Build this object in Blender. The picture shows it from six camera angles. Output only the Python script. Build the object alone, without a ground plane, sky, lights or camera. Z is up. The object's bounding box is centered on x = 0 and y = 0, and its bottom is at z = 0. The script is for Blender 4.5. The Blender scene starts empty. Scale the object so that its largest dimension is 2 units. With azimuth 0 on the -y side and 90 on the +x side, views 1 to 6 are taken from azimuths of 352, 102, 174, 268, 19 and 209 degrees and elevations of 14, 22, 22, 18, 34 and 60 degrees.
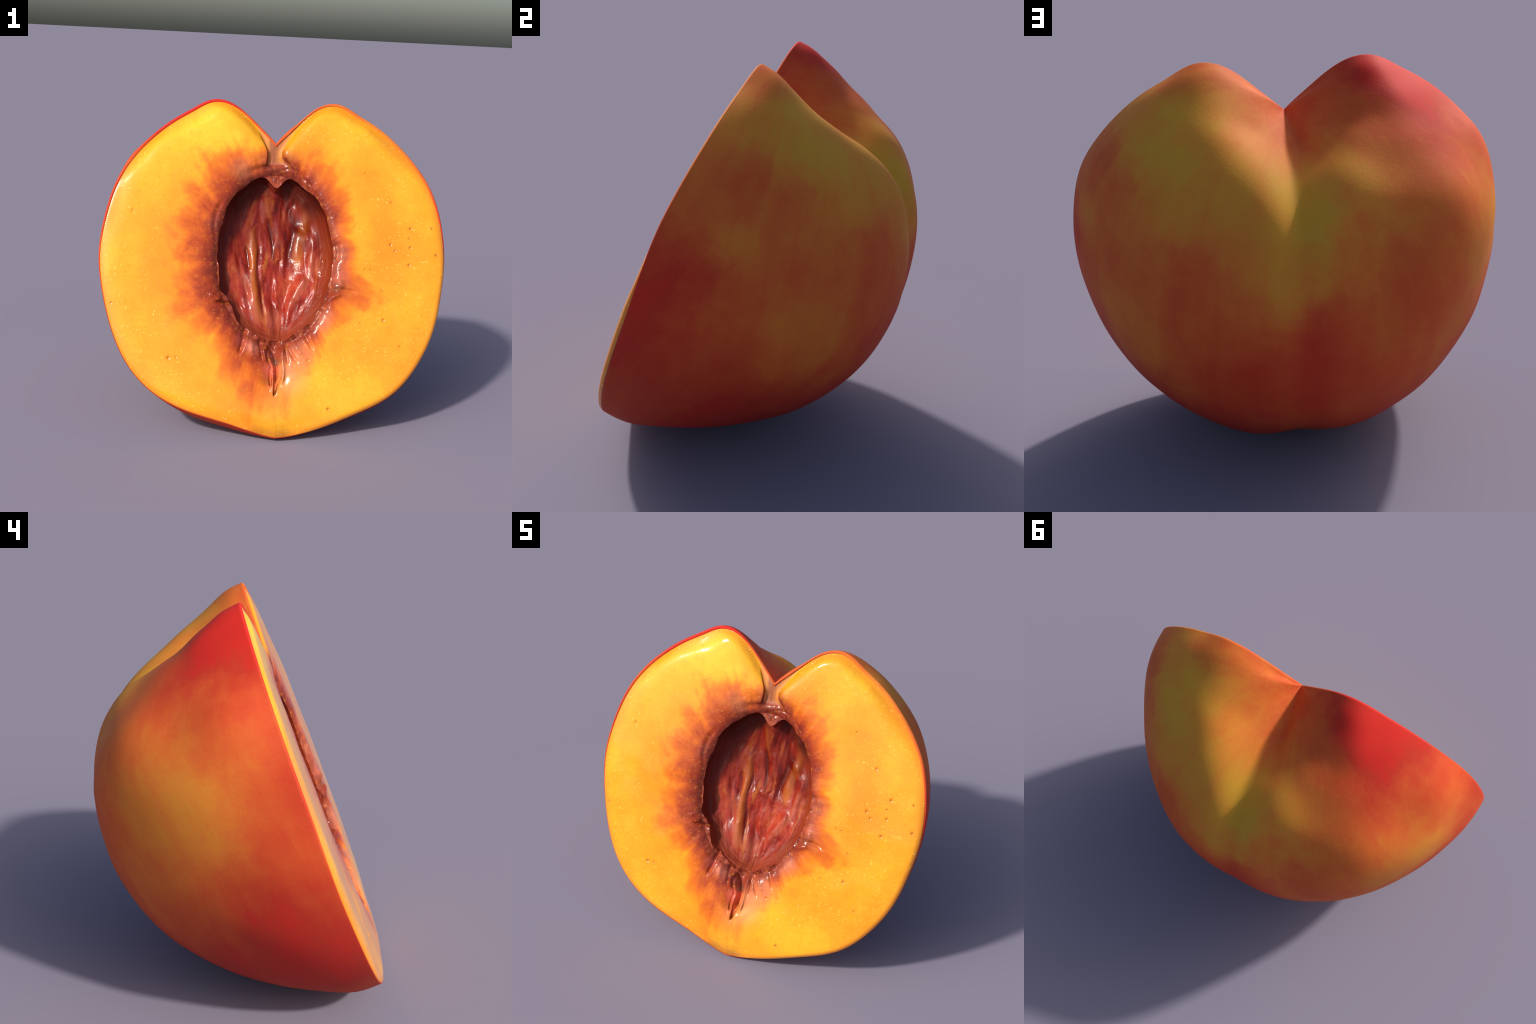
"""Half of a ripe peach, cut through the stem, standing tilted on its bottom: red and
olive skin, yellow flesh with a rounded cut edge, and the wet red hollow left by the stone."""
import bpy
import numpy as np
from mathutils import Matrix, Vector

rng = np.random.default_rng(7)

# ------------------------------------------------------------------ frame of the cut face
# x to the right along the cut, y up along the cut from the tip to the stem, z out of the cut.
CENTRE = Vector((-0.0023, -0.3768, 0.8022))
EX = Vector((0.99914, -0.04141, 0.00236))
EY = Vector((0.01288, 0.36379, 0.93139))
EN = Vector((0.03942, 0.93056, -0.36401))          # into the fruit
FRAME = Matrix(((EX.x, EY.x, -EN.x, CENTRE.x), (EX.y, EY.y, -EN.y, CENTRE.y),
                (EX.z, EY.z, -EN.z, CENTRE.z), (0, 0, 0, 1)))
# local z = 0 is the plane where the skin ends; the flesh stands FACE proud of it
FACE = 0.020

# ------------------------------------------------------------------ helpers
def spline_weights(x, xq):
    """Weights of a natural cubic spline through knots x, evaluated at xq."""
    m, h = len(x), np.diff(x)
    a, b = np.zeros((m, m)), np.zeros((m, m))
    a[0, 0] = a[-1, -1] = 1
    for i in range(1, m - 1):
        a[i, i - 1:i + 2] = h[i - 1], 2 * (h[i - 1] + h[i]), h[i]
        b[i, i - 1:i + 2] = 6 / h[i - 1], -6 / h[i - 1] - 6 / h[i], 6 / h[i]
    curv = np.linalg.solve(a, b)
    k = np.clip(np.searchsorted(x, xq, side="right") - 1, 0, m - 2)
    hh = h[k]
    u, v = (x[k + 1] - xq) / hh, (xq - x[k]) / hh
    w = np.zeros((len(xq), m))
    i = np.arange(len(xq))
    w[i, k] += u
    w[i, k + 1] += v
    return w + ((u**3 - u) * hh**2 / 6)[:, None] * curv[k] + ((v**3 - v) * hh**2 / 6)[:, None] * curv[k + 1]


def smooth(a, b, x):
    t = np.clip((x - a) / (b - a), 0, 1)
    return t * t * (3 - 2 * t)


_perm = rng.random((64, 64, 64))


def noise3(x, y, z):
    """Smooth value noise in -1..1."""
    xi, yi, zi = np.floor(x).astype(int), np.floor(y).astype(int), np.floor(z).astype(int)
    fx, fy, fz = x - xi, y - yi, z - zi
    fx, fy, fz = (f * f * f * (f * (f * 6 - 15) + 10) for f in (fx, fy, fz))
    out = 0.0
    for dx in (0, 1):
        for dy in (0, 1):
            for dz in (0, 1):
                w = (fx if dx else 1 - fx) * (fy if dy else 1 - fy) * (fz if dz else 1 - fz)
                out = out + w * _perm[(xi + dx) % 64, (yi + dy) % 64, (zi + dz) % 64]
    return out * 2 - 1


def fbm(x, y, z, octaves=3):
    out, amp = 0.0, 1.0
    for o in range(octaves):
        out = out + amp * noise3(x * 2**o + 7.3 * o, y * 2**o + 3.1 * o, z * 2**o + 1.7 * o)
        amp *= 0.5
    return out


def stroke(x, y, pts, w0, w1=None):
    """Soft ridge mask along a polyline: 1 on the line, falling off over the width, tapering at both ends."""
    w1 = w0 if w1 is None else w1
    pts = np.array(pts, float)
    # round the polyline with a spline in its chord length
    t = np.concatenate([[0], np.cumsum(np.linalg.norm(np.diff(pts, axis=0), axis=1))])
    tq = np.linspace(0, t[-1], 28)
    fine = spline_weights(t, tq) @ pts if len(pts) > 2 else np.stack([np.interp(tq, t, pts[:, 0]), np.interp(tq, t, pts[:, 1])], 1)
    best, at = np.full(x.shape, 1e9), np.zeros(x.shape)
    reach = 4 * max(w0, w1)
    near = (x > fine[:, 0].min() - reach) & (x < fine[:, 0].max() + reach) & (y > fine[:, 1].min() - reach) & (y < fine[:, 1].max() + reach)
    if not near.any():
        return np.zeros(x.shape)
    xn, yn = x[near], y[near]
    bn, an = np.full(xn.shape, 1e9), np.zeros(xn.shape)
    for i in range(len(fine) - 1):
        p, d = fine[i], fine[i + 1] - fine[i]
        u = np.clip(((xn - p[0]) * d[0] + (yn - p[1]) * d[1]) / (d @ d), 0, 1)
        dd = (xn - p[0] - u * d[0])**2 + (yn - p[1] - u * d[1])**2
        closer = dd < bn
        bn[closer] = dd[closer]
        an[closer] = ((i + u) / (len(fine) - 1))[closer]
    width = w0 + (w1 - w0) * an
    taper = np.minimum(1, np.minimum(an, 1 - an) * 5 + 0.25)
    best[near] = np.exp(-bn / width**2) * taper
    best[~near] = 0
    return best


# ------------------------------------------------------------------ outer surface
# Meridian profiles from the stem to the tip. Each meridian is given by its angle around the
# stem-tip axis (0 right edge of the cut, 90 the suture at the back, 180 left edge) and by its
# distances from the centre at these angles away from the stem:
FROM_STEM = (0, 7, 13, 19, 25, 31, 38, 46, 56, 68, 80, 92, 104, 118, 132, 146, 160, 180)
MERIDIANS = (
    (  0.0, (0.839, 0.962, 1.092, 1.149, 1.137, 1.130, 1.121, 1.109, 1.092, 1.050, 1.007, 0.969, 0.951, 0.929, 0.900, 0.848, 0.830, 0.842)),
    ( 12.0, (0.839, 0.961, 1.084, 1.145, 1.152, 1.147, 1.136, 1.127, 1.097, 1.050, 1.004, 0.964, 0.940, 0.922, 0.903, 0.856, 0.826, 0.842)),
    ( 26.0, (0.839, 0.964, 1.056, 1.112, 1.130, 1.137, 1.135, 1.117, 1.079, 1.038, 0.992, 0.956, 0.928, 0.913, 0.872, 0.840, 0.818, 0.842)),
    ( 42.0, (0.839, 0.938, 1.008, 1.063, 1.101, 1.114, 1.119, 1.109, 1.076, 1.042, 1.005, 0.964, 0.927, 0.895, 0.854, 0.835, 0.829, 0.842)),
    ( 58.0, (0.839, 0.902, 0.953, 1.001, 1.064, 1.094, 1.105, 1.107, 1.087, 1.056, 1.019, 0.981, 0.938, 0.891, 0.855, 0.825, 0.816, 0.842)),
    ( 74.0, (0.839, 0.875, 0.910, 0.951, 1.012, 1.070, 1.105, 1.111, 1.095, 1.069, 1.034, 0.995, 0.947, 0.903, 0.852, 0.818, 0.806, 0.842)),
    ( 84.0, (0.839, 0.864, 0.892, 0.930, 0.977, 1.026, 1.074, 1.095, 1.081, 1.059, 1.026, 0.986, 0.935, 0.887, 0.846, 0.815, 0.803, 0.842)),
    ( 90.0, (0.839, 0.858, 0.880, 0.910, 0.951, 0.994, 1.037, 1.066, 1.066, 1.049, 1.017, 0.983, 0.925, 0.876, 0.843, 0.813, 0.802, 0.842)),
    ( 96.0, (0.839, 0.857, 0.876, 0.904, 0.950, 1.011, 1.071, 1.103, 1.090, 1.060, 1.025, 0.986, 0.935, 0.886, 0.843, 0.814, 0.803, 0.842)),
    (106.0, (0.839, 0.868, 0.900, 0.941, 0.996, 1.068, 1.118, 1.120, 1.104, 1.066, 1.034, 0.990, 0.952, 0.898, 0.847, 0.817, 0.806, 0.842)),
    (122.0, (0.839, 0.898, 0.952, 1.006, 1.063, 1.100, 1.126, 1.151, 1.154, 1.098, 1.026, 0.984, 0.942, 0.897, 0.856, 0.827, 0.815, 0.842)),
    (138.0, (0.839, 0.933, 1.004, 1.069, 1.097, 1.123, 1.143, 1.183, 1.163, 1.077, 1.011, 0.966, 0.933, 0.898, 0.863, 0.840, 0.830, 0.842)),
    (154.0, (0.839, 0.957, 1.053, 1.114, 1.135, 1.131, 1.141, 1.152, 1.134, 1.054, 0.994, 0.964, 0.926, 0.906, 0.878, 0.847, 0.828, 0.842)),
    (168.0, (0.839, 0.962, 1.079, 1.146, 1.140, 1.135, 1.132, 1.151, 1.111, 1.042, 1.006, 0.967, 0.942, 0.920, 0.901, 0.867, 0.832, 0.842)),
    (180.0, (0.839, 0.967, 1.093, 1.151, 1.141, 1.133, 1.124, 1.113, 1.089, 1.046, 1.012, 0.974, 0.951, 0.936, 0.902, 0.847, 0.810, 0.842)),
)
_mer = np.radians([m[0] for m in MERIDIANS])
_stem = np.radians(FROM_STEM)
_radii = np.array([m[1] for m in MERIDIANS])


def fruit_radius(around, from_stem):
    return spline_weights(_mer, around) @ _radii @ spline_weights(_stem, from_stem).T


def new_mesh(name, verts, faces, normals=None, material=None, smooth_shade=True):
    me = bpy.data.meshes.new(name)
    me.vertices.add(len(verts))
    me.vertices.foreach_set("co", np.ascontiguousarray(verts, np.float32).ravel())
    me.loops.add(faces.size)
    me.loops.foreach_set("vertex_index", np.ascontiguousarray(faces, np.int32).ravel())
    me.polygons.add(len(faces))
    k = faces.shape[1]
    me.polygons.foreach_set("loop_start", np.arange(0, faces.size, k, dtype=np.int32))
    me.update(calc_edges=True)
    me.validate()
    me.polygons.foreach_set("use_smooth", np.ones(len(me.polygons), bool))
    if normals is not None:
        me.normals_split_custom_set_from_vertices(np.ascontiguousarray(normals, np.float32).tolist())
    if material:
        me.materials.append(material)
    ob = bpy.data.objects.new(name, me)
    bpy.context.scene.collection.objects.link(ob)
    ob.matrix_world = FRAME
    return ob


def grid_faces(rows, cols, wrap=False):
    r = np.arange(rows - 1)[:, None]
    c = np.arange(cols if wrap else cols - 1)[None, :]
    a = r * cols + c
    b = r * cols + (c + 1) % cols
    return np.stack([a, b, b + cols, a + cols], -1).reshape(-1, 4)


def grid_normals(P, wrap):
    """Vertex normals of a grid of points (rows, cols, 3) by central differences."""
    du = np.empty_like(P)
    du[1:-1], du[0], du[-1] = P[2:] - P[:-2], P[1] - P[0], P[-1] - P[-2]
    if wrap:
        dv = np.roll(P, -1, 1) - np.roll(P, 1, 1)
    else:
        dv = np.empty_like(P)
        dv[:, 1:-1], dv[:, 0], dv[:, -1] = P[:, 2:] - P[:, :-2], P[:, 1] - P[:, 0], P[:, -1] - P[:, -2]
    n = np.cross(du, dv)
    return n / np.maximum(np.linalg.norm(n, axis=-1, keepdims=True), 1e-12)


# ------------------------------------------------------------------ skin
def lip_inset(y):
    """How far the skin rolls over the cut edge, more on the upper lobes."""
    return 0.003 + 0.011 * np.clip((y + 0.15) / 0.95, 0, 1)


def skin_drop(x, y):
    """How far below its usual height the skin ends: the flesh bulges past it low on the right."""
    return 0.018 * smooth(0.0, 0.35, x) * smooth(0.55, 0.0, y) + 0.006 * smooth(0.0, -0.35, x) * smooth(0.35, -0.1, y) * smooth(-0.8, -0.6, y)


def build_skin(material):
    na, ns, lip = 221, 421, 8
    stem = np.linspace(0, np.pi, ns)
    ss, cs = np.sin(stem), np.cos(stem)
    ends = []
    for edge, sign in ((0.0, 1), (np.pi, -1)):
        r0 = fruit_radius(np.array([edge]), stem)[0]
        drop = skin_drop(sign * r0 * ss, r0 * cs)
        ends.append(edge + sign * np.arcsin(np.clip(drop / np.maximum(r0 * ss, 0.05), 0, 0.3)))
    f = np.linspace(0, 1, na)[:, None]
    around = ends[0] * (1 - f) + ends[1] * f
    weights = spline_weights(_mer, around.ravel()).reshape(na, ns, -1)
    r = np.einsum("ijk,jk->ij", weights, spline_weights(_stem, stem) @ _radii.T)
    ca, sa, cs, ss = np.cos(around), np.sin(around), cs[None, :], ss[None, :]
    P = np.stack([r * ca * ss, r * cs + 0 * ca, -r * sa * ss], -1)
    # very slight unevenness of the skin
    bump = 0.0022 * fbm(P[..., 0] * 5, P[..., 1] * 5, P[..., 2] * 5, 2) * np.sin(stem)[None, :] * np.abs(np.sin(around))**0.5
    P += bump[..., None] * P / np.linalg.norm(P, axis=-1, keepdims=True)
    # the cut edge of the skin curls inwards: extra rows before the first and after the last meridian
    def lip_rows(edge):
        rows = []
        low = skin_drop(edge[:, 0], edge[:, 1]) / 0.018
        roll = lip_inset(edge[:, 1]) * (1 - 0.4 * low)
        rise = (0.0040 + 0.0065 * smooth(-0.1, 0.6, edge[:, 1])) * (1 - low)
        rr = np.linalg.norm(edge[:, :2], axis=1)
        for k in range(1, lip + 1):
            a = np.pi / 2 * min(1, k / (lip - 2))
            tuck = max(0, k - lip + 2)
            inset = roll * (1 - np.cos(a)) + 0.010 * tuck
            e = edge.copy()
            e[:, :2] *= (1 - inset / rr)[:, None]
            e[:, 2] += rise * np.sin(a) - 0.012 * tuck
            rows.append(e)
        return rows
    first, last = lip_rows(P[0]), lip_rows(P[-1])
    P = np.stack(first[::-1] + list(P) + last, 0)
    rows, cols = P.shape[:2]
    F = grid_faces(rows, cols)[:, ::-1]
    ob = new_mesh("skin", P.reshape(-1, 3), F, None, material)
    import bmesh
    bm = bmesh.new()
    bm.from_mesh(ob.data)
    bmesh.ops.remove_doubles(bm, verts=bm.verts, dist=2e-5)
    bm.to_mesh(ob.data)
    bm.free()
    return ob


# ------------------------------------------------------------------ cut face: flesh, stem channel, stone hollow
HOLLOW = (0.0, 0.165)
# rim of the stone hollow, anticlockwise from the right
HOLLOW_RIM = ((0.338, 0.165), (0.335, 0.248), (0.315, 0.344), (0.283, 0.454), (0.244, 0.518), (0.185, 0.582),
              (0.120, 0.643), (0.066, 0.650), (0.011, 0.588), (-0.048, 0.640), (-0.100, 0.646), (-0.151, 0.617),
              (-0.208, 0.563), (-0.265, 0.483), (-0.302, 0.391), (-0.326, 0.307), (-0.332, 0.218), (-0.324, 0.091),
              (-0.305, -0.015), (-0.282, -0.060), (-0.243, -0.128), (-0.205, -0.196), (-0.152, -0.250), (-0.092, -0.286),
              (-0.042, -0.308), (0.015, -0.318), (0.066, -0.304), (0.112, -0.276), (0.168, -0.230), (0.232, -0.157),
              (0.270, -0.099), (0.299, -0.023), (0.321, 0.061))
PORES = ((0.785, 0.356), (0.773, 0.300), (0.783, 0.246), (0.773, 0.143), (0.666, 0.260), (0.691, 0.226), (0.912, 0.361),
         (0.672, 0.508), (0.520, 0.679), (0.936, 0.205), (0.612, -0.006), (0.427, -0.194), (0.484, -0.193), (0.619, -0.175),
         (0.712, -0.325), (0.187, -0.408), (0.301, -0.678), (0.514, 0.116), (0.547, 0.115), (-0.918, -0.104),
         (-0.596, -0.404), (-0.554, -0.400), (-0.814, 0.421))
PORE_SIZES = (1.0, .55, .9, 1.0, 1.0, .9, .7, .8, .6, .9, .6, .5, .5, .9, .6, .8, .9, .55, .5, .7, 1.1, .6, .6)

# fibres and furrows of the hollow: (height towards the viewer, width start, width end, path)
FIBRES = (
    (+0.016, .020, .022, ((-.173, .377), (-.120, .339), (-.104, .247), (-.114, .115), (-.108, .033), (-.093, -.096), (-.076, -.186))),
    (-0.018, .010, .012, ((-.100, .345), (-.080, .247), (-.088, .120), (-.078, .010), (-.056, -.160))),
    (-0.020, .010, .010, ((-.160, .258), (-.147, .193), (-.137, .110))),
    (-0.016, .012, .008, ((-.038, .430), (-.007, .315), (.001, .180))),
    (+0.014, .014, .016, ((-.043, .590), (-.034, .501), (-.014, .400))),
    (-0.018, .018, .012, ((.074, .540), (.104, .452), (.121, .352), (.099, .238), (.086, .140))),
    (+0.013, .016, .014, ((.025, .420), (.039, .316), (.033, .200))),
    (-0.012, .012, .012, ((.128, .553), (.148, .340))),
    (+0.016, .026, .020, ((.153, .574), (.202, .454), (.182, .353), (.155, .266), (.147, .160))),
    (-0.014, .014, .012, ((.215, .420), (.222, .300), (.205, .190))),
    (+0.018, .024, .020, ((.205, .330), (.235, .202), (.240, .130))),
    (+0.020, .018, .016, ((.205, .085), (.122, -.027), (.084, -.132), (.068, -.210))),
    (+0.022, .045, .030, ((.215, .060), (.165, -.010), (.135, -.080))),
    (-0.020, .020, .014, ((.100, .060), (.070, -.050), (.050, -.130))),
    (+0.010, .010, .010, ((.018, .036), (.022, -.068), (.045, -.158))),
    (+0.020, .034, .026, ((-.237, .309), (-.245, .177), (-.186, .094), (-.150, .013), (-.115, -.084), (-.086, -.186))),
    (+0.014, .022, .018, ((-.015, .150), (-.020, .040), (-.030, -.080), (-.022, -.190))),
    (-0.014, .012, .010, ((-.279, .121), (-.268, .050), (-.255, -.035))),
    (+0.010, .010, .010, ((-.273, .449), (-.303, .357), (-.308, .240), (-.273, .035))),
    (-0.012, .010, .010, ((-.215, .210), (-.190, .120), (-.165, .030), (-.130, -.070))),
    (-0.010, .009, .009, ((-.010, .160), (.000, .060), (-.004, -.060), (.008, -.180))),
    (+0.012, .012, .010, ((.062, .300), (.066, .180), (.058, .080))),
    (-0.010, .010, .010, ((-.070, .560), (-.078, .460), (-.060, .380))),
)
# tears and flaps round the rim: (height, width start, width end, path)
TEARS = (
    (-0.030, .030, .010, ((.000, -.310), (.004, -.370), (.014, -.430), (.014, -.480), (.010, -.540))),
    (-0.014, .010, .006, ((.008, -.500), (.004, -.555), (-.004, -.610))),
    (-0.008, .008, .006, ((-.020, -.440), (-.026, -.500), (-.020, -.560))),
    (+0.007, .010, .008, ((-.008, -.500), (-.014, -.550), (-.012, -.600))),
    (-0.012, .011, .006, ((-.030, -.330), (-.040, -.380), (-.026, -.430), (-.010, -.480))),
    (+0.009, .012, .008, ((.024, -.345), (.030, -.400), (.026, -.455), (.020, -.520))),
    (+0.011, .012, .010, ((-.060, -.335), (-.058, -.375), (-.044, -.420))),
    (-0.010, .010, .008, ((.062, -.330), (.072, -.385), (.074, -.430))),
    (-0.012, .008, .006, ((-.045, -.318), (-.010, -.365), (.010, -.430), (.010, -.500))),
    (+0.010, .012, .010, ((-.045, -.330), (-.034, -.390), (-.018, -.450), (-.004, -.520))),
    (+0.010, .010, .010, ((.048, -.323), (.044, -.392), (.048, -.479), (.039, -.541))),
    (-0.012, .012, .008, ((.070, -.310), (.092, -.365), (.128, -.420))),
    (+0.008, .016, .012, ((.100, -.300), (.128, -.345), (.150, -.380))),
    (-0.014, .016, .010, ((-.172, -.225), (-.180, -.300), (-.205, -.380))),
    (+0.010, .018, .014, ((-.120, -.285), (-.130, -.330), (-.125, -.370))),
    (-0.008, .010, .008, ((-.085, -.300), (-.078, -.345), (-.070, -.400))),
    (-0.010, .012, .010, ((.168, -.250), (.190, -.300), (.215, -.350))),
    (-0.012, .016, .010, ((.290, -.020), (.345, -.004), (.400, -.006), (.460, -.022))),
    (+0.012, .020, .012, ((.285, -.080), (.335, -.045), (.380, -.035))),
    (+0.012, .014, .012, ((-.300, -.070), (-.340, -.060), (-.370, -.040))),
    (-0.014, .009, .008, ((-.345, -.090), (-.290, -.088), (-.217, -.097))),
    (+0.013, .016, .014, ((.060, -.268), (.092, -.275), (.115, -.262))),
    (+0.012, .012, .012, ((.165, -.222), (.195, -.190), (.222, -.160))),
    (+0.009, .010, .010, ((-.100, -.262), (-.070, -.290), (-.050, -.300))),
    (+0.003, .020, .016, ((-.190, .680), (-.100, .712), (-.020, .722), (.060, .705), (.140, .660))),
    (-0.004, .014, .012, ((-.170, .645), (-.090, .683), (-.030, .690))),
    (-0.007, .009, .009, ((.020, .680), (.080, .690), (.150, .650), (.210, .590))),
    (-0.006, .014, .012, ((-.300, .500), (-.338, .430), (-.352, .350), (-.345, .260))),
    (+0.0015, .012, .010, ((-.310, .520), (-.358, .450), (-.374, .360), (-.366, .280))),
    (-0.014, .016, .014, ((.350, .270), (.362, .215), (.350, .150))),
    (+0.012, .020, .020, ((.360, .060), (.372, .010), (.330, -.005))),
)


def channel_sides(y):
    """Left and right border of the channel between the lobes: narrow at its foot, flaring into the notch."""
    flare = np.maximum(0, y - 0.79)
    foot = np.maximum(0, 0.755 - y)
    return -0.046 - 0.45 * flare - 0.1 * foot, 0.032 + 0.55 * flare + 0.7 * foot


def face_depth(x, y, edge, edge_drop):
    """Depth of the cut face below its plane outside the hollow; edge = distance to the outline."""
    rho = np.hypot(x / 0.335, (y - 0.165) / 0.49)
    # rounded cut edge, wider along the upper lobes
    w = 0.050 + 0.040 * smooth(0.3, 0.9, y) - 0.018 * smooth(0.020, 0.032, edge_drop)
    t = np.clip(1 - edge / w, 0, 1)
    d = 0.009 * (1 - smooth(-0.03, 0.12, edge)) / (1 - smooth(-0.03, 0.12, 0.0)) + (edge_drop - 0.009) * (1 - np.sqrt(np.maximum(0, 1 - t**2.4)))
    d = d + 0.004 * np.maximum(0, 1 - edge / (w * 1.6))**2
    # channel between the lobes down from the stem
    left, right = channel_sides(y)
    chan = smooth(left - 0.010, left + 0.014, x) * (1 - smooth(right - 0.028, right + 0.030, x)) * smooth(0.68, 0.735, y)
    d = d * (1 - chan) + chan * (0.029 - 0.011 * smooth(0.74, 0.83, y))
    # pulled-in collar round the hollow, deepest above and below it
    ang = np.arctan2((y - 0.165) / 0.49, x / 0.335)
    collar = 0.016 + 0.020 * smooth(0.5, 1.0, np.sin(ang)) + 0.016 * smooth(0.6, 1.0, -np.sin(ang))
    reach = 0.16 + 0.10 * smooth(0.5, 1, -np.sin(ang))
    d += collar * np.maximum(0, 1 - np.maximum(rho - 1, 0) / (reach * 2.2))**2.2
    d += 0.016 * np.maximum(0, 1 - np.maximum(rho - 1, 0) / 0.10)**2
    # bulge under the tear at the bottom
    d += 0.020 * np.exp(-(x / 0.07)**2) * smooth(-0.68, -0.38, y) * smooth(-0.2, -0.32, y)
    d -= 0.008 * np.exp(-(x / 0.22)**2 - ((y + 0.66) / 0.12)**2) * smooth(0, 0.05, edge)
    # waviness
    calm = smooth(0, 0.06, edge)
    d += 0.0035 * fbm(x * 4, y * 4, 0 * x + 2.2, 2) * calm
    # radial puckers near the hollow
    near = np.exp(-np.maximum(rho - 1, 0) / 0.16)
    d += near * 0.0060 * fbm(ang * 7.0, rho * 2.5, 0 * x + 9.1, 3) * (0.6 + 0.8 * smooth(0.2, 1, -np.sin(ang)))
    d += near * 0.0018 * fbm(x * 38, y * 38, 0 * x + 5.1, 2)
    for (px, py), size in zip(PORES, PORE_SIZES):
        rr = np.hypot(x - px, y - py)
        d += 0.0055 * size * np.exp(-(rr / (0.0075 * size))**2)
    return d


def build_face(mat_flesh, mat_channel, mat_hollow):
    nt = 1536
    theta = np.linspace(-np.pi, np.pi, nt, endpoint=False)
    # outline as radius about the hollow's centre
    stem = np.linspace(0, np.pi, 1500)
    r = fruit_radius(np.array([0, np.pi]), stem)
    out = np.concatenate([np.stack([r[0] * np.sin(stem), r[0] * np.cos(stem)], 1),
                          np.stack([-r[1] * np.sin(stem), r[1] * np.cos(stem)], 1)])
    rel = out - np.array(HOLLOW)
    ang, rad = np.arctan2(rel[:, 1], rel[:, 0]), np.hypot(rel[:, 0], rel[:, 1])
    order = np.argsort(ang)
    outline = np.interp(theta, ang[order], rad[order], period=2 * np.pi)
    outline_y, outline_x = HOLLOW[1] + outline * np.sin(theta), HOLLOW[0] + outline * np.cos(theta)
    low = skin_drop(outline_x, outline_y) / 0.018
    outline = outline - (lip_inset(outline_y) + 0.001) * (1 - low) - 0.002 * low - 0.005 * smooth(0.25, 0.06, np.abs(outline_x)) * smooth(0.6, 0.8, outline_y)
    edge_drop = 0.014 + 0.020 * low + 0.008 * smooth(0.20, 0.06, np.abs(outline_x)) * smooth(0.6, 0.8, outline_y)
    outline_pts = np.stack([outline * np.cos(theta), outline * np.sin(theta)], 1) + HOLLOW
    # hollow rim
    rim = (np.array(HOLLOW_RIM) - HOLLOW) * (1.0, 0.975)
    ra, rr = np.arctan2(rim[:, 1], rim[:, 0]), np.hypot(rim[:, 0], rim[:, 1])
    order = np.argsort(ra)
    ra, rr = ra[order], rr[order]
    k = len(ra)
    rax = np.concatenate([ra - 2 * np.pi, ra, ra + 2 * np.pi])
    rim_r = spline_weights(rax, theta) @ np.tile(rr, 3)
    rim_even = rim_r.copy()
    rim_r += (0.0065 + 0.005 * smooth(-0.5, -0.9, np.sin(theta))) * fbm(np.cos(theta) * 6, np.sin(theta) * 6, 0 * theta + 4.0, 3)
    co, si = np.cos(theta), np.sin(theta)

    # flesh rings from the rim outwards: dense at both ends
    n_out, n_in = 210, 190
    s = np.linspace(0, 1, n_out)
    s = 0.5 * (s**1.7) + 0.5 * (1 - (1 - s)**2.2)
    rad_out = rim_r[None, :] + s[:, None] * (outline - rim_r)[None, :]
    X, Y = HOLLOW[0] + rad_out * co, HOLLOW[1] + rad_out * si
    # true distance to the outline (brute force over a thinned outline, near the edge only)
    edge = np.full(X.shape, 0.40)
    thin = outline_pts[::3]
    for i in range(n_out):
        near = (1 - s[i]) * (outline - rim_r) < 0.62
        if near.any():
            px, py = X[i, near], Y[i, near]
            edge[i, near] = np.sqrt(np.min((px[:, None] - thin[None, :, 0])**2 + (py[:, None] - thin[None, :, 1])**2, axis=1))
    edge = np.minimum(edge, 0.40)
    edge[-1] = 0
    d_out = face_depth(X, Y, edge, edge_drop[None, :])
    tear_out = sum(h * stroke(X, Y, p, a, b) for h, a, b, p in TEARS)
    d_out = d_out - tear_out * smooth(0, 0.05, edge)
    Z = FACE - d_out
    Pout = np.stack([X, Y, Z], -1)
    # skirt that tucks the edge of the flesh behind the lip of the skin
    tuck = Pout[-1].copy()
    tuck[:, :2] = (tuck[:, :2] - HOLLOW) * (1 - 0.004 / outline)[:, None] + HOLLOW
    tuck[:, 2] -= 0.022
    # hollow rings from the rim inwards
    a = np.linspace(0, 1, n_in + 1)[1:]
    alpha = a**1.15 * np.pi / 2
    up = smooth(-0.4, 0.9, si)
    depth_max = 0.160 + 0.012 * up
    rho = np.cos(alpha)[:, None] ** (0.85 - 0.45 * up)[None, :]
    rho = rho + (0.05 * smooth(0.3, 1.0, si))[None, :] * np.sin(2 * alpha)[:, None] * np.cos(alpha)[:, None]
    rho = np.minimum(rho, 1.04)
    dn = np.sin(alpha)[:, None] ** 0.85 * depth_max[None, :]
    rim_d = d_out[0]
    # small nicks of the rim fade out down the wall
    rim_in = rim_even + (rim_r - rim_even) * np.exp(-7 * alpha)[:, None]
    Xi, Yi = HOLLOW[0] + rho * rim_in * co, HOLLOW[1] + rho * rim_in * si
    fall = np.exp(-9 * alpha)[:, None]
    Zi = FACE - ((rim_d * fall + rim_d.mean() * (1 - fall)) * (1 - np.sin(alpha)[:, None]) + dn)
    Pin = np.stack([Xi, Yi, Zi], -1)
    # fibres, furrows and fine wrinkles of the hollow, along its meridians
    v = (Yi - 0.165) / 0.49
    half = 0.335 * np.sqrt(np.maximum(0.30, 1 - np.clip(v, -0.98, 0.98)**2))
    u = np.clip(Xi / half, -1.2, 1.2)
    fine_fade = smooth(0.0, 0.25, a)[:, None]
    h = sum(hh * 0.62 * stroke(Xi, Yi, p, w0 * 1.45, w1 * 1.45) for hh, w0, w1, p in FIBRES) * fine_fade
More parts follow.
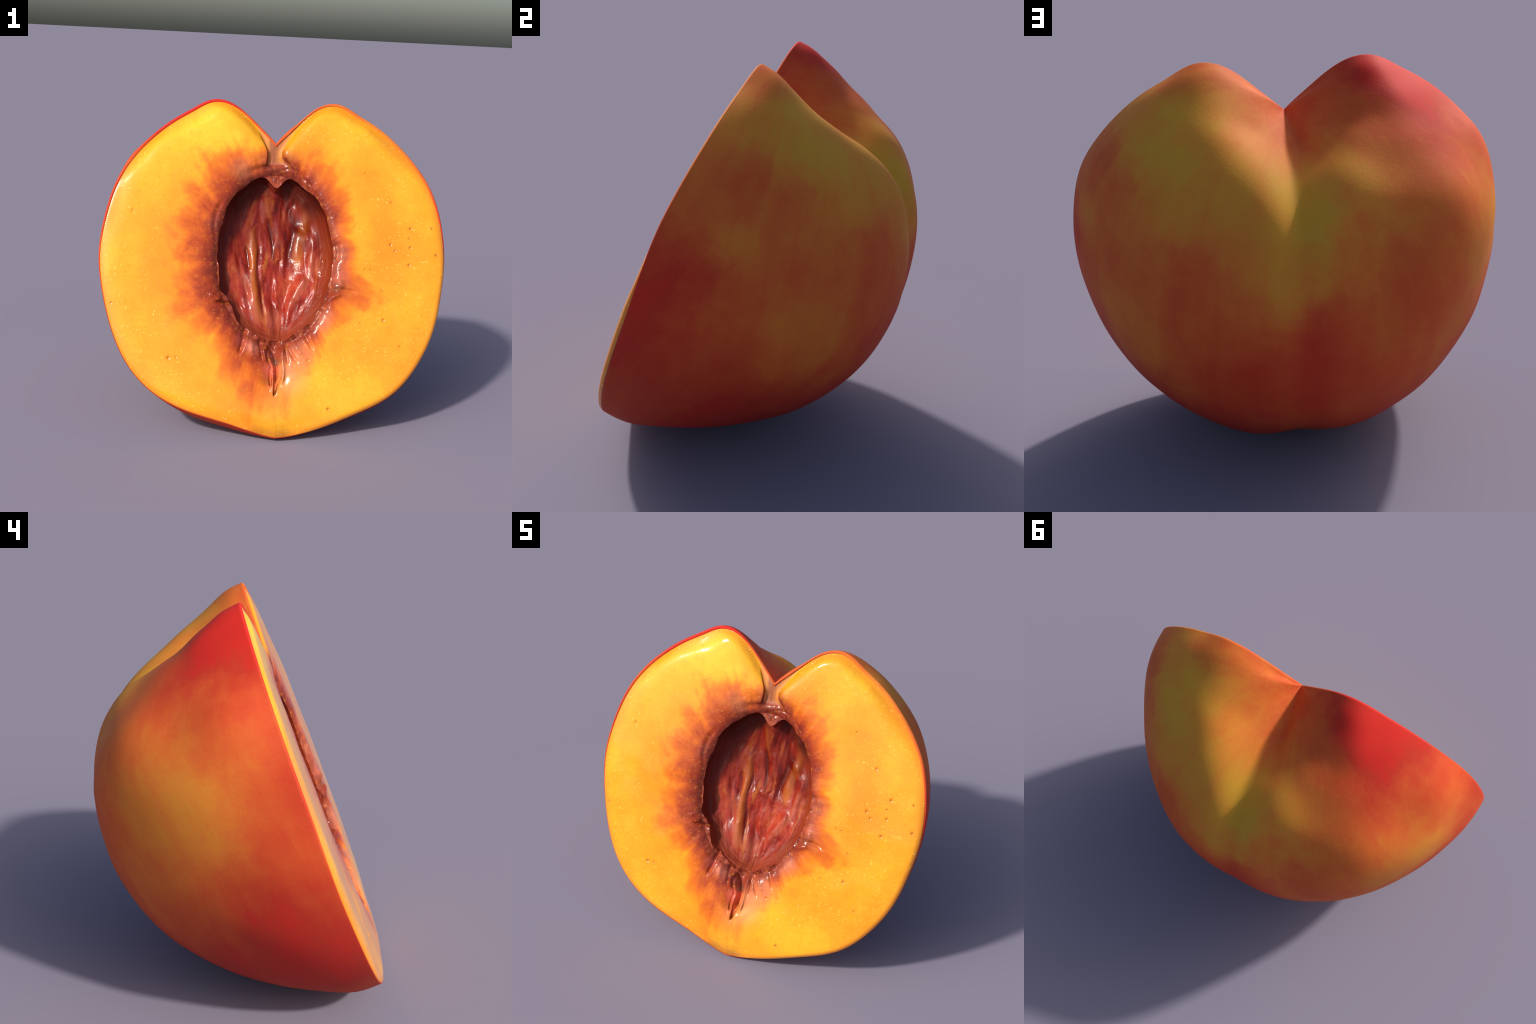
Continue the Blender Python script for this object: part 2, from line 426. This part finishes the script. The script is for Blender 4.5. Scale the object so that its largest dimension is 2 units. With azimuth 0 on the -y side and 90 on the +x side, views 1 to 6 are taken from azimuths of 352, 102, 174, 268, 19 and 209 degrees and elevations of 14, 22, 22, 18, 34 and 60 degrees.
    h = h + fine_fade * (0.012 * fbm(u * 3.0 + 0.8 * noise3(Xi * 7, Yi * 7, 0 * Xi), Yi * 3.0, 0 * Xi + 3.3, 2)
                         + 0.0012 * fbm(u * 14, Yi * 6, 0 * Xi + 6.6, 2))
    h = h + fine_fade * 0.0022 * fbm(Xi * 34, Yi * 30, 0 * Xi + 8.8, 2) * smooth(0.30, 0.05, np.hypot(Xi - 0.02, Yi - 0.08))
    h = h + sum(hh * stroke(Xi, Yi, p, w0, w1) for hh, w0, w1, p in TEARS) * (1 - smooth(0.0, 0.12, a)[:, None])
    # folds of the wall, running round below the rim
    wall_zone = smooth(0.02, 0.12, a) * smooth(0.62, 0.40, a)
    h = h + wall_zone[:, None] * 0.0055 * fbm(np.cos(theta)[None, :] * 2.6 + 0 * Xi, np.sin(theta)[None, :] * 2.6 + 0 * Xi, 9.0 * a[:, None] + 0 * Xi, 3)
    h *= smooth(1.0, 0.97, a)[:, None] * 1.0 + 0.0
    Nin = grid_normals(Pin, True)
    Nin *= np.where(Nin[..., 2:3] < 0, -1, 1)
    lift = 0.35 * Nin + np.array([0, 0, 0.65])
    Pin = Pin + h[..., None] * lift
    Pin[-1] = Pin[-2].mean(0)

    P = np.concatenate([Pin[::-1], Pout, tuck[None]], 0)
    rows = P.shape[0]
    N = grid_normals(P, True)
    flip = np.where(N[..., 2:3].mean() < 0, -1, 1)
    N = N * flip
    N[0] = (0, 0, 1)
    F = grid_faces(rows, nt, wrap=True)
    V, N = P.reshape(-1, 3), N.reshape(-1, 3)
    fn = np.cross(V[F[:, 1]] - V[F[:, 0]], V[F[:, 3]] - V[F[:, 0]])
    if fn[len(fn) // 2, 2] < 0:
        F = F[:, ::-1]
    ring = np.repeat(np.arange(rows - 1), nt)
    c = V[F].mean(1)
    in_hollow = ring < n_in
    left, right = channel_sides(c[:, 1])
    in_channel = (~in_hollow) & (c[:, 1] > 0.715) & (c[:, 0] > left) & (c[:, 0] < right) & (ring < rows - 2)
    parts = []
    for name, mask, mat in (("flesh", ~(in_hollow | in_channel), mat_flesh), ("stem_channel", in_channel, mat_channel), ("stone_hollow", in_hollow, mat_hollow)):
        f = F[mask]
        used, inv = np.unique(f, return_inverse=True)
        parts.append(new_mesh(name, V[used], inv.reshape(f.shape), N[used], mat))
    return parts


# ------------------------------------------------------------------ materials
class Nodes:
    """Small helper to write shader graphs as expressions."""

    def __init__(self, name):
        self.mat = bpy.data.materials.new(name)
        self.mat.use_nodes = True
        self.t = self.mat.node_tree
        self.bsdf = self.t.nodes["Principled BSDF"]
        co = self.t.nodes.new("ShaderNodeTexCoord")
        self.P = co.outputs["Object"]
        sep = self.t.nodes.new("ShaderNodeSeparateXYZ")
        self.t.links.new(self.P, sep.inputs[0])
        self.x, self.y, self.z = sep.outputs

    def put(self, value, socket):
        if isinstance(value, bpy.types.NodeSocket):
            self.t.links.new(value, socket)
        elif isinstance(value, (tuple, list)):
            socket.default_value = (*value, 1.0) if len(value) == 3 and socket.type == "RGBA" else value
        else:
            socket.default_value = value

    def math(self, op, a, b=None, c=None, clamp=False):
        n = self.t.nodes.new("ShaderNodeMath")
        n.operation, n.use_clamp = op, clamp
        for v, s in zip((a, b, c), n.inputs):
            if v is not None:
                self.put(v, s)
        return n.outputs[0]

    def add(self, a, b): return self.math("ADD", a, b)
    def sub(self, a, b): return self.math("SUBTRACT", a, b)
    def mul(self, a, b): return self.math("MULTIPLY", a, b)
    def mad(self, a, b, c): return self.math("MULTIPLY_ADD", a, b, c)

    def step(self, v, lo, hi, a=0.0, b=1.0):
        n = self.t.nodes.new("ShaderNodeMapRange")
        n.interpolation_type = "SMOOTHSTEP"
        for val, s in zip((v, lo, hi, a, b), n.inputs):
            self.put(val, s)
        return n.outputs[0]

    def vec(self, x, y, z):
        n = self.t.nodes.new("ShaderNodeCombineXYZ")
        for v, s in zip((x, y, z), n.inputs):
            self.put(v, s)
        return n.outputs[0]

    def dist(self, p, q):
        n = self.t.nodes.new("ShaderNodeVectorMath")
        n.operation = "DISTANCE"
        self.put(p, n.inputs[0])
        self.put(q, n.inputs[1])
        return n.outputs["Value"]

    def noise(self, vec, scale, detail=3.0, rough=0.55, warp=0.0):
        n = self.t.nodes.new("ShaderNodeTexNoise")
        self.put(vec, n.inputs["Vector"])
        for k, v in (("Scale", scale), ("Detail", detail), ("Roughness", rough), ("Distortion", warp)):
            n.inputs[k].default_value = v
        return n.outputs["Fac"]

    def voronoi(self, vec, scale):
        n = self.t.nodes.new("ShaderNodeTexVoronoi")
        self.put(vec, n.inputs["Vector"])
        n.inputs["Scale"].default_value = scale
        return n.outputs["Distance"]

    def ramp(self, fac, stops):
        n = self.t.nodes.new("ShaderNodeValToRGB")
        self.put(fac, n.inputs[0])
        r = n.color_ramp
        while len(r.elements) < len(stops):
            r.elements.new(0.5)
        for e, (p, c) in zip(r.elements, stops):
            e.position = p
        for e, (p, c) in zip(r.elements, stops):
            e.position, e.color = p, (*c, 1)
        return n.outputs[0]

    def curve(self, v, pts):
        n = self.t.nodes.new("ShaderNodeFloatCurve")
        self.put(v, n.inputs["Value"])
        c = n.mapping.curves[0]
        while len(c.points) < len(pts):
            c.points.new(0.5, 0.5)
        for p, q in zip(c.points, pts):
            p.location = q
        n.mapping.update()
        return n.outputs[0]

    def mix(self, fac, a, b, mode="MIX"):
        n = self.t.nodes.new("ShaderNodeMix")
        n.data_type, n.blend_type = "RGBA", mode
        self.put(fac, n.inputs["Factor"])
        self.put(a, n.inputs[6])
        self.put(b, n.inputs[7])
        return n.outputs[2]

    def bump(self, height, strength, distance, normal=None):
        n = self.t.nodes.new("ShaderNodeBump")
        n.inputs["Strength"].default_value = strength
        n.inputs["Distance"].default_value = distance
        self.put(height, n.inputs["Height"])
        if normal is not None:
            self.put(normal, n.inputs["Normal"])
        return n.outputs[0]

    def spot(self, centre, radius, p=None):
        return self.step(self.dist(self.P if p is None else p, centre), radius, 0.0)

    def done(self, color, rough, normal=None, spec=0.5, **other):
        b = self.bsdf.inputs
        self.put(color, b["Base Color"])
        self.put(rough, b["Roughness"])
        self.put(spec, b["Specular IOR Level"])
        if normal is not None:
            self.put(normal, b["Normal"])
        for k, v in other.items():
            self.put(v, b[k.replace("_", " ")])
        return self.mat


# Blush of the skin: patches (x, y, z, reach, change from red 0 towards olive 1)
BLUSH = 0.305
PATCHES = (
    (0.99, 0.12, -0.07, .55, -0.24), (-0.98, 0.31, -0.08, .55, +0.04), (0.00, -0.20, -0.90, .55, +0.03),
    (0.08, 0.92, -0.20, .55, +0.19), (0.00, -0.75, -0.10, .55, -0.21), (-0.52, 0.54, -0.78, .55, +0.16),
    (0.59, 0.44, -0.76, .55, +0.22), (-0.76, -0.30, -0.44, .55, -0.15), (0.78, 0.80, -0.05, .55, +0.31),
    (-0.60, 0.96, -0.16, .55, -0.22), (0.73, -0.15, -0.56, .55, -0.12), (0.06, 0.74, -0.78, .55, +0.50),
    (-0.48, -0.01, -0.86, .55, +0.08), (0.50, -0.50, -0.30, .55, -0.19), (0.13, 0.26, -1.00, .55, -0.09),
    (0.48, 0.91, -0.44, .55, +0.58), (-0.83, 0.63, -0.41, .55, +0.35), (-0.26, 0.92, -0.55, .55, +0.39),
    (0.30, -0.40, -0.70, .55, -0.17), (0.88, 0.26, -0.43, .55, +0.23), (-0.87, -0.34, -0.06, .55, -0.17),
    (0.46, 1.06, -0.07, .55, +0.22), (-0.76, 0.26, -0.65, .55, +0.26), (-0.30, -0.40, -0.75, .55, -0.18),
    (-0.42, 1.06, -0.02, .40, -0.23), (0.67, 0.14, -0.73, .38, +0.16), (0.87, 0.60, -0.25, .28, +0.20),
    (0.73, 0.80, -0.31, .24, -0.18), (0.81, 0.74, -0.17, .24, -0.12), (-0.05, 0.81, -0.72, .20, +0.16), (0.43, 0.66, -0.77, .24, -0.16),
    (0.92, 0.33, -0.05, .28, -0.08), (-0.90, 0.42, -0.33, .26, +0.16), (-0.93, 0.05, -0.28, .30, -0.14),
    (-0.98, 0.50, -0.03, .30, -0.14), (0.10, 0.60, -0.90, .22, +0.14), (-0.06, 0.46, -0.95, .20, -0.16),
    (-0.34, 0.38, -0.93, .26, +0.16), (-0.53, 0.42, -0.82, .22, -0.10),
)


def skin_material():
    n = Nodes("peach_skin")
    # the blotches have wandering, downy borders
    wx = n.mad(n.noise(n.P, 4.0, 4, 0.6), 0.42, -0.21)
    wy = n.mad(n.noise(n.vec(n.y, n.z, n.x), 4.0, 4, 0.6), 0.42, -0.21)
    n_add = n.t.nodes.new("ShaderNodeVectorMath")
    n_add.operation = "ADD"
    n.put(n.P, n_add.inputs[0])
    n.put(n.vec(wx, wy, wx), n_add.inputs[1])
    q = n_add.outputs[0]
    t = BLUSH
    for x, y, z, reach, k in PATCHES:
        t = n.mad(n.spot((x, y, z), reach, q), k, t)
    # streaks from stem to tip and downy mottling
    axis = n.math("SQRT", n.add(n.mad(n.x, n.x, 0.05), n.mul(n.z, n.z)))
    streak = n.noise(n.vec(n.mul(n.math("DIVIDE", n.x, axis), 7.0), n.mul(n.y, 1.7), n.mul(n.math("DIVIDE", n.z, axis), 7.0)), 1.0, 5, 0.62, 0.4)
    t = n.add(t, n.mad(streak, 0.40, -0.20))
    t = n.add(t, n.mad(n.noise(n.P, 7.0, 4, 0.6), 0.20, -0.10))
    down = n.noise(n.vec(n.mul(n.x, 1.0), n.mul(n.y, 2.2), n.mul(n.z, 1.0)), 42.0, 3, 0.65, 0.4)
    t = n.add(t, n.mad(down, 0.13, -0.065))
    col = n.ramp(t, ((0.0, (.68, .028, .018)), (.14, (.57, .040, .019)), (.31, (.63, .076, .022)), (.46, (.68, .114, .026)),
                     (.62, (.72, .176, .030)), (.77, (.735, .250, .032)), (1.0, (.69, .345, .033))))
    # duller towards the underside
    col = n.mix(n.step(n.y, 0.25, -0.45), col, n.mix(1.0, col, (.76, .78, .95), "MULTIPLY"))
    col = n.mix(n.mad(down, 0.22, -0.02), col, n.mix(1.0, col, (.82, .76, .75), "MULTIPLY"))
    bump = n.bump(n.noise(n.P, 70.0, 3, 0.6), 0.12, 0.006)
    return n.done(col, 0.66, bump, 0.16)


def face_fields(n):
    """Ellipse radius (1 on the rim of the hollow) and direction round the hollow."""
    v = n.mul(n.sub(n.y, 0.165), 1 / 0.49)
    u = n.mul(n.x, 1 / 0.335)
    rho = n.math("SQRT", n.add(n.mul(u, u), n.mul(v, v)))
    ang = n.math("ARCTAN2", v, u)
    turn = n.mad(ang, 1 / (2 * np.pi), 0.5)
    ca, sa = n.math("COSINE", ang), n.math("SINE", ang)
    return u, v, rho, turn, ca, sa


def flesh_material():
    n = Nodes("peach_flesh")
    u, v, rho, turn, ca, sa = face_fields(n)
    flat = n.vec(n.x, n.y, 0.0)
    # how far the red of the hollow bleeds out, by direction (0 and 1 = left, .5 = right, .75 = top)
    reach = n.curve(turn, ((0, .42), (.06, .38), (.125, .28), (.19, .34), (.25, .38), (.30, .20), (.37, .15), (.43, .20),
                           (.462, .36), (.485, .20), (.55, .17), (.62, .25), (.69, .18), (.75, .15), (.81, .21), (.88, .31), (.94, .36), (1, .42)))
    ray = n.noise(n.vec(n.mul(ca, 6.0), n.mul(sa, 6.0), n.mul(rho, 1.0)), 1.0, 5, 0.62, 0.30)
    cloud = n.noise(flat, 7.5, 4, 0.56, 0.5)
    far = n.math("DIVIDE", n.mul(n.sub(rho, 1.0), 0.38), reach)
    halo = n.add(far, n.mul(n.add(n.mad(ray, 0.95, -0.475), n.mad(cloud, 0.9, -0.45)), n.step(far, -0.2, 0.55, 0.25, 1.0)))
    # flesh away from the hollow
    tone = n.add(n.mad(n.noise(flat, 2.3, 3, 0.5), 0.70, -0.30), n.mad(n.noise(flat, 13.0, 4, 0.68), 0.60, -0.26))
    tone = n.add(tone, n.step(n.math("ABSOLUTE", n.sub(rho, 1.9)), 0.55, 0.0, 0.06, -0.16))
    for x, y, r, k in ((-.36, .92, .40, .75), (-.62, .68, .34, .35), (.40, .90, .34, .42), (.68, .20, .36, -.22), (.36, -.62, .36, .50), (-.55, -.20, .35, .12), (-.45, -.62, .3, .18),
                       (0, -.76, .25, .28), (.18, .80, .22, -.40), (-.62, .15, .34, -.22), (-.16, -.56, .26, -.25), (.74, -.45, .3, -.18),
                       (.70, .45, .4, .06), (.30, -.30, .25, -.22), (-.83, .15, .26, .10)):
        tone = n.mad(n.spot((x, y, 0.0), r, flat), k, tone)
    base = n.ramp(n.mad(tone, 0.62, 0.45), ((0, (.80, .205, .010)), (.32, (.86, .290, .012)), (.5, (.90, .360, .016)), (.75, (.95, .47, .022)), (1, (.98, .62, .034))))
    red = n.ramp(halo, ((0.0, (.18, .021, .010)), (.13, (.27, .031, .011)), (.28, (.44, .062, .012)), (.46, (.65, .122, .012)), (.65, (.78, .195, .012)), (.84, (.87, .280, .013)), (1, (.90, .34, .016))))
    col = n.mix(n.step(halo, 0.62, 1.15), red, base)
    # olive-brown staining at the ends of some rays
    stain = n.mul(n.step(n.noise(flat, 11.0, 4, 0.65), 0.54, 0.68), n.mul(n.step(far, 0.15, 0.5), n.step(far, 1.35, 0.7)))
    col = n.mix(n.mul(stain, 0.28), col, (.42, .15, .02))
    # pale pink torn flesh: right flank, below the hollow
    def blush(col, x, y, r, k, c):
        return n.mix(n.mul(n.spot((x, y, 0.0), r, flat), n.mul(k, n.mad(cloud, 1.2, 0.4))), col, c)
    col = blush(col, .37, .20, .10, 0.41, (.74, .24, .13))
    col = blush(col, .36, .06, .10, 0.45, (.76, .22, .13))
    col = blush(col, .33, .33, .08, 0.30, (.72, .22, .11))
    col = blush(col, .09, -.50, .15, .65, (.86, .35, .13))
    col = blush(col, .15, -.38, .12, .60, (.78, .26, .11))
    col = blush(col, .02, -.62, .16, .25, (.92, .42, .09))
    col = blush(col, -.015, -.47, .075, .85, (.74, .13, .075))
    col = blush(col, -.012, -.55, .050, .75, (.80, .17, .07))
    col = blush(col, .0, -.37, .06, .75, (.36, .075, .05))
    col = blush(col, -.13, -.33, .07, .60, (.76, .24, .15))
    col = blush(col, .26, -.17, .10, .50, (.78, .30, .18))
    col = blush(col, -.20, .68, .10, .40, (.78, .28, .12))
    # dark clefts
    col = blush(col, .345, .0, .05, .95, (.22, .050, .025))
    col = blush(col, .42, -.01, .08, .55, (.60, .14, .03))
    col = blush(col, -.19, -.30, .06, .70, (.42, .07, .05))
    col = blush(col, .012, -.42, .035, .95, (.22, .09, .06))
    col = blush(col, .12, -.335, .05, .60, (.36, .10, .07))
    col = blush(col, -.35, .36, .07, .70, (.20, .035, .03))
    col = blush(col, .36, .22, .035, .80, (.26, .05, .03))
    # wet collar just outside the rim, and its top
    col = n.mix(n.mul(n.step(rho, 1.10, 1.0), 0.75), col, n.ramp(n.noise(flat, 26.0, 3, 0.6), ((.35, (.17, .020, .011)), (.65, (.40, .070, .030)))))
    crown = n.mul(n.step(n.y, 0.66, 0.69), n.mul(n.step(n.dist(flat, (0.01, .685, 0.0)), 0.17, 0.05), 0.85))
    col = n.mix(crown, col, n.ramp(n.noise(flat, 22.0, 3, 0.6), ((.35, (.15, .020, .011)), (.65, (.34, .062, .030)))))
    # rounded edge of the cut is a touch more orange
    edge = n.mul(n.step(n.z, 0.017, 0.002), n.step(rho, 1.5, 1.9))
    col = n.mix(n.mul(edge, 0.75), col, (.80, .24, .02))
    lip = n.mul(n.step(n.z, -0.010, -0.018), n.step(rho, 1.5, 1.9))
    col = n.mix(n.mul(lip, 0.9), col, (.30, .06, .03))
    # pores
    near = None
    for (x, y), size in zip(PORES, PORE_SIZES):
        d = n.mul(n.dist(flat, (x, y, 0.0)), 1 / size)
        near = d if near is None else n.math("MINIMUM", near, d)
    near = n.add(near, n.mad(n.noise(flat, 90.0, 2), 0.014, -0.006))
    col = n.mix(n.step(near, 0.026, 0.004, 0.0, 0.50), col, (.74, .21, .012))
    col = n.mix(n.step(near, 0.0095, 0.002, 0.0, 0.65), col, (.30, .09, .012))
    # pale flecks and fine fibres
    fleck = n.mul(n.step(far, 0.75, 1.1), n.step(n.noise(flat, 58.0, 2, 0.5), 0.60, 0.74))
    fleck = n.mul(fleck, n.step(n.noise(flat, 5.0, 2, 0.5), 0.38, 0.56))
    col = n.mix(n.mul(fleck, 0.65), col, (1.0, .66, .14))
    col = n.mix(n.mul(n.step(n.noise(n.vec(n.y, n.x, 3.0), 48.0, 2, 0.5), 0.58, 0.72), 0.35), col, (.66, .27, .015))
    col = n.mix(n.mul(n.step(n.noise(flat, 160.0, 2, 0.5), 0.55, 0.75), 0.14), col, (.70, .24, .02))
    wet = n.step(far, 1.0, 0.0)
    grain = n.mul(n.noise(flat, 95.0, 3, 0.6), n.add(n.step(n.y, 0.50, 0.95, 0.012, 0.75), n.add(n.step(n.y, -0.35, -0.6, 0.0, 0.02), n.mul(wet, 0.8))))
    b = n.bump(grain, 0.25, 0.004)
    b = n.bump(n.mul(n.noise(flat, 30.0, 4, 0.65), n.mad(wet, 0.6, 0.0)), 0.25, 0.010, b)
    # bump tilts normals to place wet glints on the top lobes and below the tear
    glint_tilt = n.add(n.step(n.y, 0.55, 0.85), n.mul(n.step(n.y, -0.46, -0.56), n.step(n.math("ABSOLUTE", n.x), 0.16, 0.05)))
    b = n.bump(n.mul(n.step(n.z, 0.003, FACE - 0.0005, -0.026, 0.0), glint_tilt), 1.0, 1.0, b)
    rough = n.add(n.step(far, 1.2, 0.0, 0.11, 0.17), n.mad(n.noise(flat, 20.0, 2), 0.03, -0.015))
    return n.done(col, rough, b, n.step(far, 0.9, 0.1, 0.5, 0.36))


def channel_material():
    n = Nodes("stem_channel")
    flat = n.vec(n.x, n.y, 0.0)
    fib = n.noise(n.vec(n.mul(n.x, 60.0), n.mul(n.y, 14.0), 0.0), 1.0, 3, 0.6)
    col = n.ramp(fib, ((.3, (.30, .085, .035)), (.55, (.42, .135, .058)), (.75, (.52, .20, .09))))
    side = n.step(n.sub(n.x, n.mul(n.math("MAXIMUM", n.sub(n.y, 0.79), 0.0), 0.5)), -0.010, 0.030)
    col = n.mix(n.mul(side, 0.85), col, (.74, .27, .05))
    col = n.mix(n.step(n.x, -0.030, -0.050), col, (.70, .27, .07))
    col = n.mix(n.step(n.y, 0.75, 0.71), col, (.36, .10, .06))
    b = n.bump(n.noise(flat, 90.0, 3, 0.6), 0.15, 0.006)
    return n.done(col, 0.5, b, 0.25)


def hollow_material():
    n = Nodes("stone_hollow")
    u, v, rho, turn, ca, sa = face_fields(n)
    half = n.math("SQRT", n.math("MAXIMUM", 0.30, n.sub(1.0, n.mul(v, v))))
    m = n.math("DIVIDE", u, half)
    twist = n.mad(n.noise(n.vec(n.x, n.y, 4.4), 6.0, 3, 0.6), 0.9, -0.45)
    m = n.add(m, n.mul(twist, 0.45))
    long = n.vec(n.mul(m, 3.0), n.mul(n.y, 3.4), 1.7)
    a = n.noise(long, 1.6, 4, 0.6, 0.5)
    c = n.noise(n.vec(n.mul(m, 5.0), n.mul(n.y, 3.2), 7.7), 1.5, 4, 0.6, 0.6)
    col = n.ramp(a, ((.28, (.13, .007, .004)), (.42, (.24, .017, .009)), (.52, (.35, .030, .014)), (.62, (.42, .054, .022)), (.75, (.47, .095, .040))))
    col = n.mix(n.step(c, 0.56, 0.68, 0.0, 0.75), col, (.46, .125, .022))
    col = n.mix(n.step(c, 0.42, 0.30, 0.0, 0.75), col, (.15, .012, .010))

    def along(col, path, width, k, tint):
        # tint along a fibre: its x as a curve of y
        y0, y1 = path[0][1], path[-1][1]
        t = n.math("DIVIDE", n.sub(n.y, y1), y0 - y1, clamp=True)
        pts = [((p[1] - y1) / (y0 - y1), p[0] + 0.5) for p in path[::-1]]
        d = n.math("ABSOLUTE", n.sub(n.add(n.x, 0.5), n.curve(t, pts)))
        mask = n.mul(n.step(d, width, width * 0.25), n.mul(n.step(n.y, y1 - 0.04, y1 + 0.05), n.step(n.y, y0 + 0.04, y0 - 0.05)))
        return n.mix(n.mul(mask, n.mul(k, n.mad(c, 1.0, 0.45))), col, tint)
    orange, dark, pale = (.46, .115, .018), (.14, .012, .008), (.44, .105, .055)
    col = along(col, ((-.120, .345), (-.108, .247), (-.116, .115), (-.110, .033), (-.095, -.096), (-.078, -.186)), .030, .85, orange)
    col = along(col, ((.143, .574), (.197, .454), (.178, .353), (.155, .266), (.147, .140)), .042, .90, orange)
    col = along(col, ((-.043, .590), (-.034, .501), (-.012, .400)), .020, .80, orange)
    col = along(col, ((-.080, .247), (-.088, .120), (-.076, .010), (-.056, -.160)), .012, .80, dark)
    col = along(col, ((-.158, .258), (-.147, .193), (-.137, .110)), .012, .85, dark)
    col = along(col, ((-.035, .420), (-.007, .315), (.001, .170)), .018, .85, dark)
    col = along(col, ((.074, .540), (.104, .452), (.121, .352), (.099, .238), (.086, .130)), .026, .85, dark)
    col = along(col, ((.240, .220), (.225, .120), (.165, .010), (.105, -.090)), .040, .70, pale)
    col = along(col, ((-.205, .120), (-.150, .013), (-.115, -.084), (-.086, -.200)), .040, .50, pale)
    col = along(col, ((.000, -.120), (.010, -.230)), .070, .60, pale)
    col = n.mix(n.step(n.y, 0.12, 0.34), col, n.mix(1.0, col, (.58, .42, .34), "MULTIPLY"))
    # walls: shadow painted dark on the left and under the top lip; right rusty
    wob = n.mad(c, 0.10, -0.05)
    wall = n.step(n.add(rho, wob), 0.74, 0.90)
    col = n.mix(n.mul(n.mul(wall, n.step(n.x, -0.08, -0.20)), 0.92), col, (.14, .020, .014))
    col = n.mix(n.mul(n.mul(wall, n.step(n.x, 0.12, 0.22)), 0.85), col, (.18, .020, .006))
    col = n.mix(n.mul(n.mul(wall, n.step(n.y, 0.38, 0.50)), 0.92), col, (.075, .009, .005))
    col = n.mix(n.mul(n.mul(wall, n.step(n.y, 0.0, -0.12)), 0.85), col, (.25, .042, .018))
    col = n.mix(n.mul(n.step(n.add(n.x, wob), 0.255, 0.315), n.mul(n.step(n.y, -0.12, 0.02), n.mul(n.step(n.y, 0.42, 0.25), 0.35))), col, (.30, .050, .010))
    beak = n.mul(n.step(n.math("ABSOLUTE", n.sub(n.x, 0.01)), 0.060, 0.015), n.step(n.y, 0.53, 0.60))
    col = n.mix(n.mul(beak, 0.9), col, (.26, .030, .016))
    flat = n.vec(n.mul(n.x, 1.0), n.mul(n.y, 0.45), n.mul(n.z, 0.6))
    b = n.bump(n.noise(flat, 48.0, 3, 0.6), 0.22, 0.008)
    rough = n.add(n.mad(n.noise(n.P, 14.0, 3), 0.30, 0.14), n.mul(wall, 0.28))
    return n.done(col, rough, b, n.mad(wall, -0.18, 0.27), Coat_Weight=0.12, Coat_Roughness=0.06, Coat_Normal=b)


def make_materials():
    return {"skin": skin_material(), "flesh": flesh_material(), "channel": channel_material(), "hollow": hollow_material()}


# ------------------------------------------------------------------ assembly
root = bpy.data.objects.new("peach_half", None)
bpy.context.scene.collection.objects.link(root)
root.location = (0, 0, 0)
root["label"] = "halved ripe peach with red skin and empty stone hollow"
root["category"] = "fruit"
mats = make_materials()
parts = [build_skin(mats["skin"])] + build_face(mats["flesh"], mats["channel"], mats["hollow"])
for ob in parts:
    m = ob.matrix_world.copy()
    ob.parent = root
    ob.matrix_world = m
